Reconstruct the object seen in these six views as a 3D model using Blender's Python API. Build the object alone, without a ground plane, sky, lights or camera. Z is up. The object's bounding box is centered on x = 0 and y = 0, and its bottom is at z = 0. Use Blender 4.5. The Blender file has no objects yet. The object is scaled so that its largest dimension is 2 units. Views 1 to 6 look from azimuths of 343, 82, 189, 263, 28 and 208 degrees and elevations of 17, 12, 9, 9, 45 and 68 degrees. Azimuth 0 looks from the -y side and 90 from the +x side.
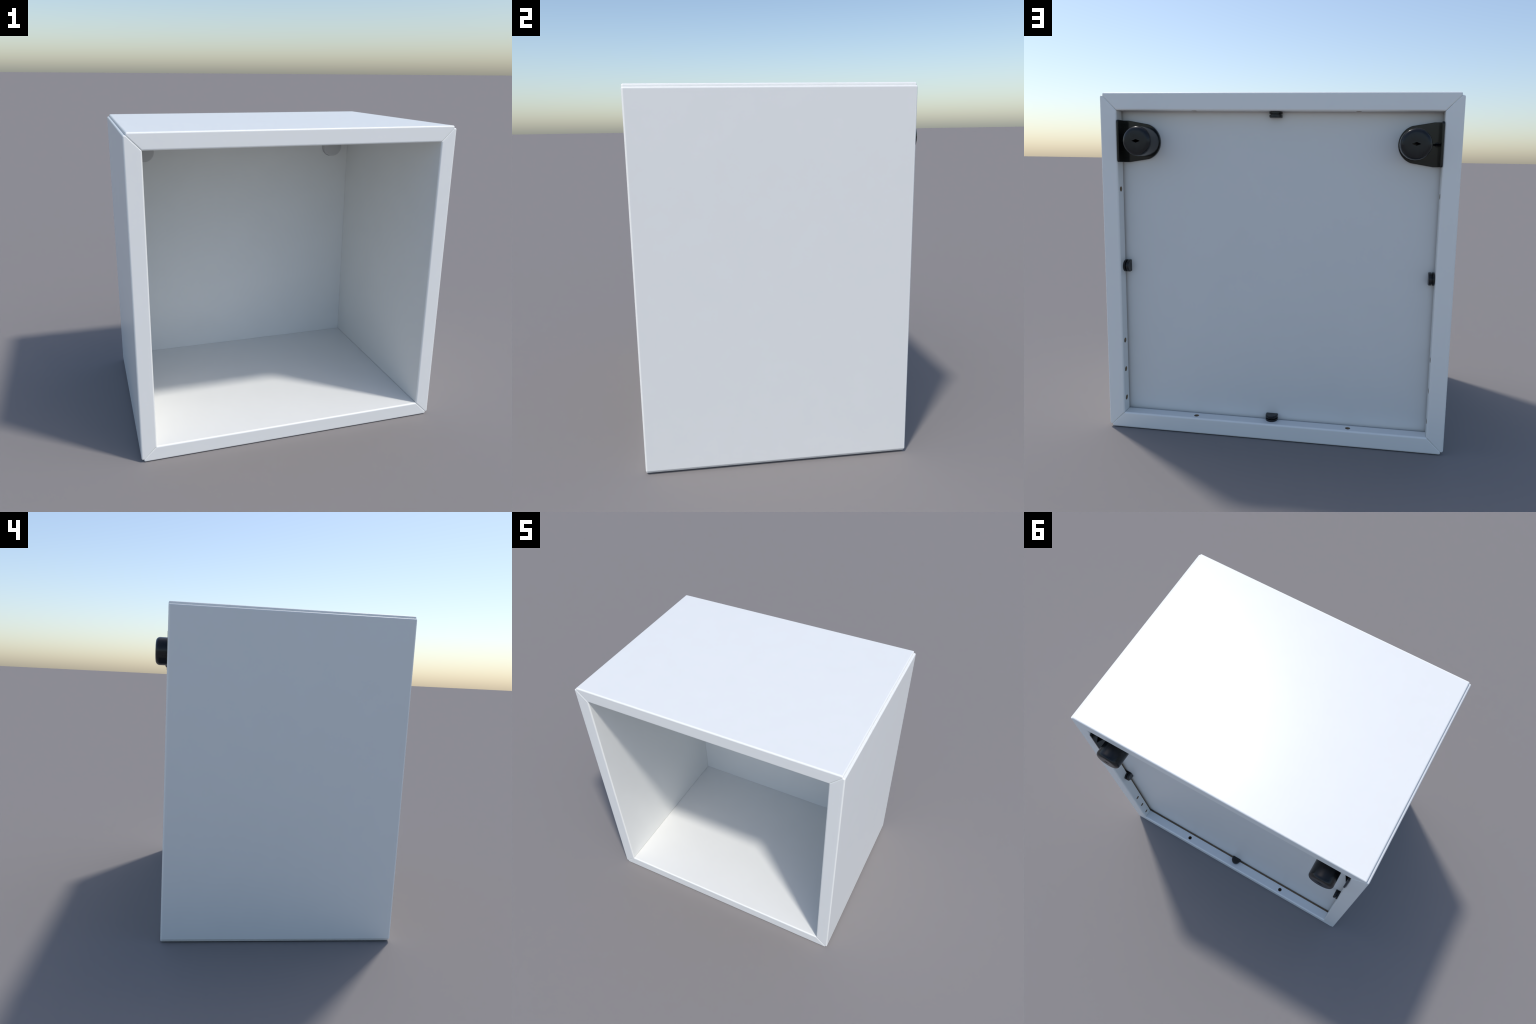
"""White open wall cube: four mitred boards, a grooved-in backing panel,
two black adjustable wall brackets and four black panel clips."""
import bpy, bmesh, math
from mathutils import Matrix

# ------------------------------------------------------------------ sizes
HALF_W, HEIGHT = 1.0, 2.0            # outer box
Y_FRONT, Y_REAR = -0.752, 0.6766     # board edges; the knobs reach y = 0.752
BOARD = 0.0972                       # board thickness
CLIP = 0.0155                        # blunted tip of every mitre
ROUND = 0.0095                       # edge rounding of the boards
MITRE_GAP = 0.0006
PANEL_Y0, PANEL_Y1 = 0.5728, 0.5860  # backing panel
GROOVE_Y0, GROOVE_Y1 = 0.5715, 0.6030
GROOVE_DEPTH = 0.024
HOLE_Y, HOLE_R, HOLE_DEPTH = 0.6375, 0.0152, 0.060
KNOB_X, KNOB_Z, KNOB_R = 0.7590, 1.7316, 0.0825

# -------------------------------------------------------------- materials
def principled(name):
    m = bpy.data.materials.new(name)
    m.use_nodes = True
    nt = m.node_tree
    return m, nt, nt.nodes["Principled BSDF"]

def speckled(name, dark, light, scale, rough, bump=0.0, bump_scale=400.0, ior=1.45):
    """Base colour drifting between two close tones, plus fine bump."""
    m, nt, b = principled(name)
    tc = nt.nodes.new("ShaderNodeTexCoord")
    n = nt.nodes.new("ShaderNodeTexNoise")
    n.inputs["Scale"].default_value = scale
    n.inputs["Detail"].default_value = 4.0
    nt.links.new(tc.outputs["Object"], n.inputs["Vector"])
    r = nt.nodes.new("ShaderNodeValToRGB")
    r.color_ramp.elements[0].position = 0.3
    r.color_ramp.elements[0].color = (*dark, 1)
    r.color_ramp.elements[1].position = 0.7
    r.color_ramp.elements[1].color = (*light, 1)
    nt.links.new(n.outputs["Fac"], r.inputs["Fac"])
    nt.links.new(r.outputs["Color"], b.inputs["Base Color"])
    b.inputs["Roughness"].default_value = rough
    b.inputs["IOR"].default_value = ior
    if bump:
        n2 = nt.nodes.new("ShaderNodeTexNoise")
        n2.inputs["Scale"].default_value = bump_scale
        nt.links.new(tc.outputs["Object"], n2.inputs["Vector"])
        bp = nt.nodes.new("ShaderNodeBump")
        bp.inputs["Strength"].default_value = bump
        bp.inputs["Distance"].default_value = 0.001
        nt.links.new(n2.outputs["Fac"], bp.inputs["Height"])
        nt.links.new(bp.outputs["Normal"], b.inputs["Normal"])
    return m

WHITE = speckled("white_foil", (0.838, 0.843, 0.818), (0.848, 0.853, 0.828), 6.0, 0.34, ior=1.5)
PALE_EDGE = speckled("pale_edge", (0.965, 0.962, 0.918), (0.975, 0.972, 0.928), 6.0, 0.32, ior=1.5)
FIBRE = speckled("raw_fibreboard", (0.34, 0.255, 0.16), (0.46, 0.35, 0.235), 60.0, 0.9)
CAPPLASTIC = speckled("cap_plastic", (0.58, 0.58, 0.57), (0.60, 0.60, 0.59), 8.0, 0.5)
BLACK = speckled("black_plastic", (0.010, 0.011, 0.012), (0.014, 0.015, 0.016), 25.0, 0.25)
GLOSSY = speckled("black_lacquered_steel", (0.007, 0.008, 0.008), (0.011, 0.012, 0.012), 25.0, 0.16)

# ---------------------------------------------------------------- helpers
def add_object(name, mesh, parent, mats):
    ob = bpy.data.objects.new(name, mesh)
    bpy.context.scene.collection.objects.link(ob)
    ob.parent = parent
    for m in mats:
        mesh.materials.append(m)
    return ob

def bake(ob):
    """Apply all modifiers of ob."""
    dg = bpy.context.evaluated_depsgraph_get()
    dg.update()
    me = bpy.data.meshes.new_from_object(ob.evaluated_get(dg))
    ob.modifiers.clear()
    old = ob.data
    ob.data = me
    bpy.data.meshes.remove(old)

def drop(ob):
    me = ob.data
    bpy.data.objects.remove(ob)
    bpy.data.meshes.remove(me)

def prism(bm, outline, to3d, h0, h1):
    """Closed prism: outline is a list of (a, b); to3d(a, b, h) -> xyz."""
    lo = [bm.verts.new(to3d(a, b, h0)) for a, b in outline]
    hi = [bm.verts.new(to3d(a, b, h1)) for a, b in outline]
    n = len(outline)
    faces = [bm.faces.new(lo[::-1]), bm.faces.new(hi)]
    for i in range(n):
        j = (i + 1) % n
        faces.append(bm.faces.new((lo[i], lo[j], hi[j], hi[i])))
    return lo, hi, faces

def lathe(bm, profile, steps, to3d):
    """Revolve (radius, height) pairs; closed with discs at both ends."""
    rings = []
    for r, h in profile:
        rings.append([bm.verts.new(to3d(r * math.cos(2 * math.pi * k / steps),
                                        r * math.sin(2 * math.pi * k / steps), h))
                      for k in range(steps)])
    for a, b in zip(rings, rings[1:]):
        for k in range(steps):
            j = (k + 1) % steps
            bm.faces.new((a[k], a[j], b[j], b[k]))
    bm.faces.new(rings[0][::-1])
    bm.faces.new(rings[-1])

def finish(bm, name):
    bmesh.ops.recalc_face_normals(bm, faces=bm.faces)
    me = bpy.data.meshes.new(name)
    bm.to_mesh(me)
    bm.free()
    return me

def smooth_by_angle(me, deg):
    me.shade_smooth()
    me.set_sharp_from_angle(angle=math.radians(deg))

def arc(cx, cy, r, a0, a1, n):
    return [(cx + r * math.cos(math.radians(a0 + (a1 - a0) * i / n)),
             cy + r * math.sin(math.radians(a0 + (a1 - a0) * i / n))) for i in range(n + 1)]

# ------------------------------------------------------------------ thing
cabinet = bpy.data.objects.new("wall_cabinet", None)
bpy.context.scene.collection.objects.link(cabinet)
cabinet["label"] = "white open cube wall cabinet with black brackets"
cabinet["category"] = "wall cabinet"

# ----------------------------------------------------------------- boards
def board(orient, holes):
    """One mitred board. orient(u, y, t) -> xyz, u along it, t from outer face inwards."""
    e = HALF_W
    g = MITRE_GAP
    outline = [(-(e - CLIP), 0), (e - CLIP, 0), (e - CLIP, CLIP + g), (e - BOARD - g, BOARD),
               (-(e - BOARD - g), BOARD), (-(e - CLIP), CLIP + g)]
    bm = bmesh.new()
    lo, hi, _ = prism(bm, outline, lambda u, t, y: orient(u, y, t), Y_FRONT, Y_REAR)
    layer = bm.edges.layers.float.new("bevel_weight_edge")
    ring_weight = [1.0, 0.8, 0.65, 1.0, 0.65, 0.8]      # outline edge i -> i+1
    cross_weight = [1.0, 1.0, 0.3, 0.2, 0.2, 0.3]     # edges running front to rear
    for i in range(6):
        j = (i + 1) % 6
        for row in (lo, hi):
            bm.edges.get((row[i], row[j]))[layer] = ring_weight[i]
        bm.edges.get((lo[i], hi[i]))[layer] = cross_weight[i]
    ob = add_object("mitred_board", finish(bm, "mitred_board"), cabinet, (WHITE, FIBRE, PALE_EDGE))
    bv = ob.modifiers.new("round", "BEVEL")
    bv.limit_method = "WEIGHT"
    bv.width = ROUND
    bv.segments = 5
    bv.use_clamp_overlap = False
    bake(ob)
    # foil wraps the broad faces and the mitre ends; a paler white covers
    # the front and rear edges with their roundings
    for p in ob.data.polygons:
        p.material_index = 2 if abs(p.normal.y) > 0.05 else 0

    bm = bmesh.new()
    prism(bm, [(-1.2, GROOVE_Y0), (1.2, GROOVE_Y0), (1.2, GROOVE_Y1), (-1.2, GROOVE_Y1)],
          lambda u, y, t: orient(u, y, t), BOARD - GROOVE_DEPTH, BOARD + 0.1)
    for u in holes:
        lathe(bm, [(HOLE_R, BOARD - HOLE_DEPTH), (HOLE_R, BOARD + 0.05)], 28,
              lambda a, b, h, u=u: orient(u + a, HOLE_Y + b, h))
    for f in bm.faces:
        f.material_index = 1
    cutter = add_object("cutter", finish(bm, "cutter"), None, (WHITE, FIBRE, PALE_EDGE))
    bo = ob.modifiers.new("cut", "BOOLEAN")
    bo.operation = "DIFFERENCE"
    bo.solver = "EXACT"
    bo.object = cutter
    bake(ob)
    drop(cutter)
    ob.data.shade_flat()
    return ob

side_holes = [z - HEIGHT / 2 for z in (0.1795, 0.3622, 0.5445, 1.4585)]
board(lambda u, y, t: (u, y, HEIGHT - t), (-0.457, 0.457))
board(lambda u, y, t: (u, y, t), (-0.457, 0.457))
board(lambda u, y, t: (HALF_W - t, y, HEIGHT / 2 + u), side_holes)
board(lambda u, y, t: (t - HALF_W, y, HEIGHT / 2 + u), side_holes)

# ---------------------------------------------------------- backing panel
reach = HALF_W - BOARD + 0.020
bm = bmesh.new()
prism(bm, [(-reach, 1 - reach), (reach, 1 - reach), (reach, 1 + reach), (-reach, 1 + reach)],
      lambda x, z, y: (x, y, z), PANEL_Y0, PANEL_Y1)
panel = add_object("backing_panel", finish(bm, "backing_panel"), cabinet, (WHITE,))
bm = bmesh.new()
for sx in (1, -1):      # holes that the cover caps plug
    lathe(bm, [(0.0778, 0.5), (0.0778, 0.7)], 48,
          lambda a, b, h, sx=sx: (sx * KNOB_X + a, h, KNOB_Z + b))
cutter = add_object("cutter", finish(bm, "cutter"), None, (WHITE,))
bo = panel.modifiers.new("cut", "BOOLEAN")
bo.operation, bo.solver, bo.object = "DIFFERENCE", "EXACT", cutter
bake(panel)
drop(cutter)

# ----------------------------------------------- knob, cap, bracket, clip
def knob_mesh():
    """Axis along +y, seated on the bracket plate, rounded rim, diamond key slot."""
    top, rim = 0.752, 0.024
    profile = [(KNOB_R, 0.590)] + [(KNOB_R - rim + rim * math.cos(math.radians(a)),
                                    top - rim + rim * math.sin(math.radians(a)))
                                   for a in range(0, 91, 15)]
    profile += [(0.03, top)]
    bm = bmesh.new()
    lathe(bm, profile, 24, lambda a, b, h: (a, h, b))
    ob = add_object("knob_form", finish(bm, "adjusting_knob"), None, (BLACK,))
    bm = bmesh.new()
    prism(bm, [(-0.0245, 0), (0, -0.0102), (0.0245, 0), (0, 0.0102)],
          lambda a, b, y: (a, y, b), top - 0.155, top + 0.02)
    cutter = add_object("cutter", finish(bm, "cutter"), None, (BLACK,))
    bo = ob.modifiers.new("slot", "BOOLEAN")
    bo.operation, bo.solver, bo.object = "DIFFERENCE", "EXACT", cutter
    bake(ob)
    drop(cutter)
    me = ob.data
    smooth_by_angle(me, 25)
    bpy.data.objects.remove(ob)
    return me

def cap_mesh():
    """White cover cap inside the cube, axis along -y."""
    out, edge = 0.038, 0.004
    profile = [(0.0758, -0.010), (0.0758, 0.0), (0.0735, out - edge)]
    profile += [(0.0735 - edge + edge * math.cos(math.radians(a)),
                 out - edge + edge * math.sin(math.radians(a))) for a in (30, 60, 90)]
    bm = bmesh.new()
    lathe(bm, profile, 48, lambda a, b, h: (a, PANEL_Y0 - h, b))
    me = finish(bm, "cover_cap")
    smooth_by_angle(me, 35)
    me.materials.append(CAPPLASTIC)
    return me

def bracket_mesh(sx):
    """L-shaped bracket: plate on the backing panel, flange on the side board, rib between."""
    wall = HALF_W - BOARD - 0.0008
    zt, zb = 1.8500, 1.6135
    cx, r = 0.7770, 0.1045
    dz = 0.0995
    a = math.degrees(math.acos((0.742 - cx) / r))
    nose = [(x, z) for x, z in arc(cx, KNOB_Z, r, a, 360 - a, 22)]
    plate = [(wall, zb), (wall, zt), (0.860, zt)] + nose + [(0.860, zb)]
    bm = bmesh.new()
    prism(bm, plate, lambda x, z, y: (sx * x, y, z), PANEL_Y1 + 0.001, 0.6045)
    flange = [(0.5915, zb), (0.5915, zt)] + arc(0.681 - 0.012, zt + 0.001 - 0.012, 0.012, 90, 0, 4) \
        + arc(0.681 - 0.012, zb + 0.012, 0.012, 0, -90, 4)
    prism(bm, flange, lambda y, z, x: (sx * x, y, z), wall - 0.012, wall)
    rib = [(wall - 0.010, 0.676), (wall - 0.010, 0.602), (0.852, 0.602)]
    prism(bm, rib, lambda x, y, z: (sx * x, y, z), KNOB_Z - 0.0045, KNOB_Z + 0.0045)
    # small screw head that locks the rib
    lathe(bm, [(0.0125, 0.602), (0.0125, 0.609), (0.010, 0.612)], 16,
          lambda p, q, h: (sx * (0.877 + p), h, KNOB_Z + q))
    me = finish(bm, "wall_bracket")
    me.materials.append(GLOSSY)
    return me

def clip_mesh():
    """D-shaped push-in clip: rises along +z from its board, flat side on the panel (-y),
    a slot round the curved side."""
    bm = bmesh.new()
    flat, half, nose = 0.0, 0.036, 0.056

    def d_shape(k):
        """D outline shrunk by k on the curved side."""
        h, n = half - k, nose - k
        pts = [(-h, flat), (h, flat), (h, 0.016)]
        pts += [(h * math.cos(math.radians(q)), 0.016 + (n - 0.016) * math.sin(math.radians(q)))
                for q in range(15, 180, 15)]
        pts += [(-h, 0.016)]
        return pts
    layers = ((-0.004, 0.000), (0.0120, 0.000), (0.0138, 0.008), (0.0165, 0.008),
              (0.0185, 0.000), (0.0300, 0.000), (0.0335, 0.004))
    rows = [[bm.verts.new((x, y, z)) for x, y in d_shape(k)] for z, k in layers]
    n = len(rows[0])
    for lo, hi in zip(rows, rows[1:]):
        for i in range(n):
            j = (i + 1) % n
            bm.faces.new((lo[i], lo[j], hi[j], hi[i]))
    bm.faces.new(rows[0][::-1])
    bm.faces.new(rows[-1])
    bmesh.ops.remove_doubles(bm, verts=bm.verts, dist=1e-6)
    me = finish(bm, "panel_clip")
    smooth_by_angle(me, 30)
    me.materials.append(BLACK)
    return me

knob, cap = knob_mesh(), cap_mesh()
for sx in (1, -1):
    br = bpy.data.objects.new("wall_bracket", bracket_mesh(sx))
    bpy.context.scene.collection.objects.link(br)
    br.parent = cabinet
    bv = br.modifiers.new("soft_edges", "BEVEL")
    bv.width, bv.segments, bv.limit_method = 0.0025, 2, "ANGLE"
    bake(br)
    kn = bpy.data.objects.new("adjusting_knob", knob)
    bpy.context.scene.collection.objects.link(kn)
    kn.parent = br
    kn.location = (sx * KNOB_X, 0, KNOB_Z)
    cp = bpy.data.objects.new("cover_cap", cap)
    bpy.context.scene.collection.objects.link(cp)
    cp.parent = cabinet
    cp.location = (sx * KNOB_X, 0, KNOB_Z)

clip = clip_mesh()
inner = HALF_W - BOARD
for k in range(4):
    ang = k * math.pi / 2
    ob = bpy.data.objects.new("panel_clip", clip)
    bpy.context.scene.collection.objects.link(ob)
    ob.parent = cabinet
    # rotate about the y axis through the cube's centre
    ob.matrix_local = (Matrix.Translation((0, PANEL_Y1 + 0.0005, HEIGHT / 2))
                       @ Matrix.Rotation(ang, 4, "Y") @ Matrix.Translation((0, 0, -inner)))
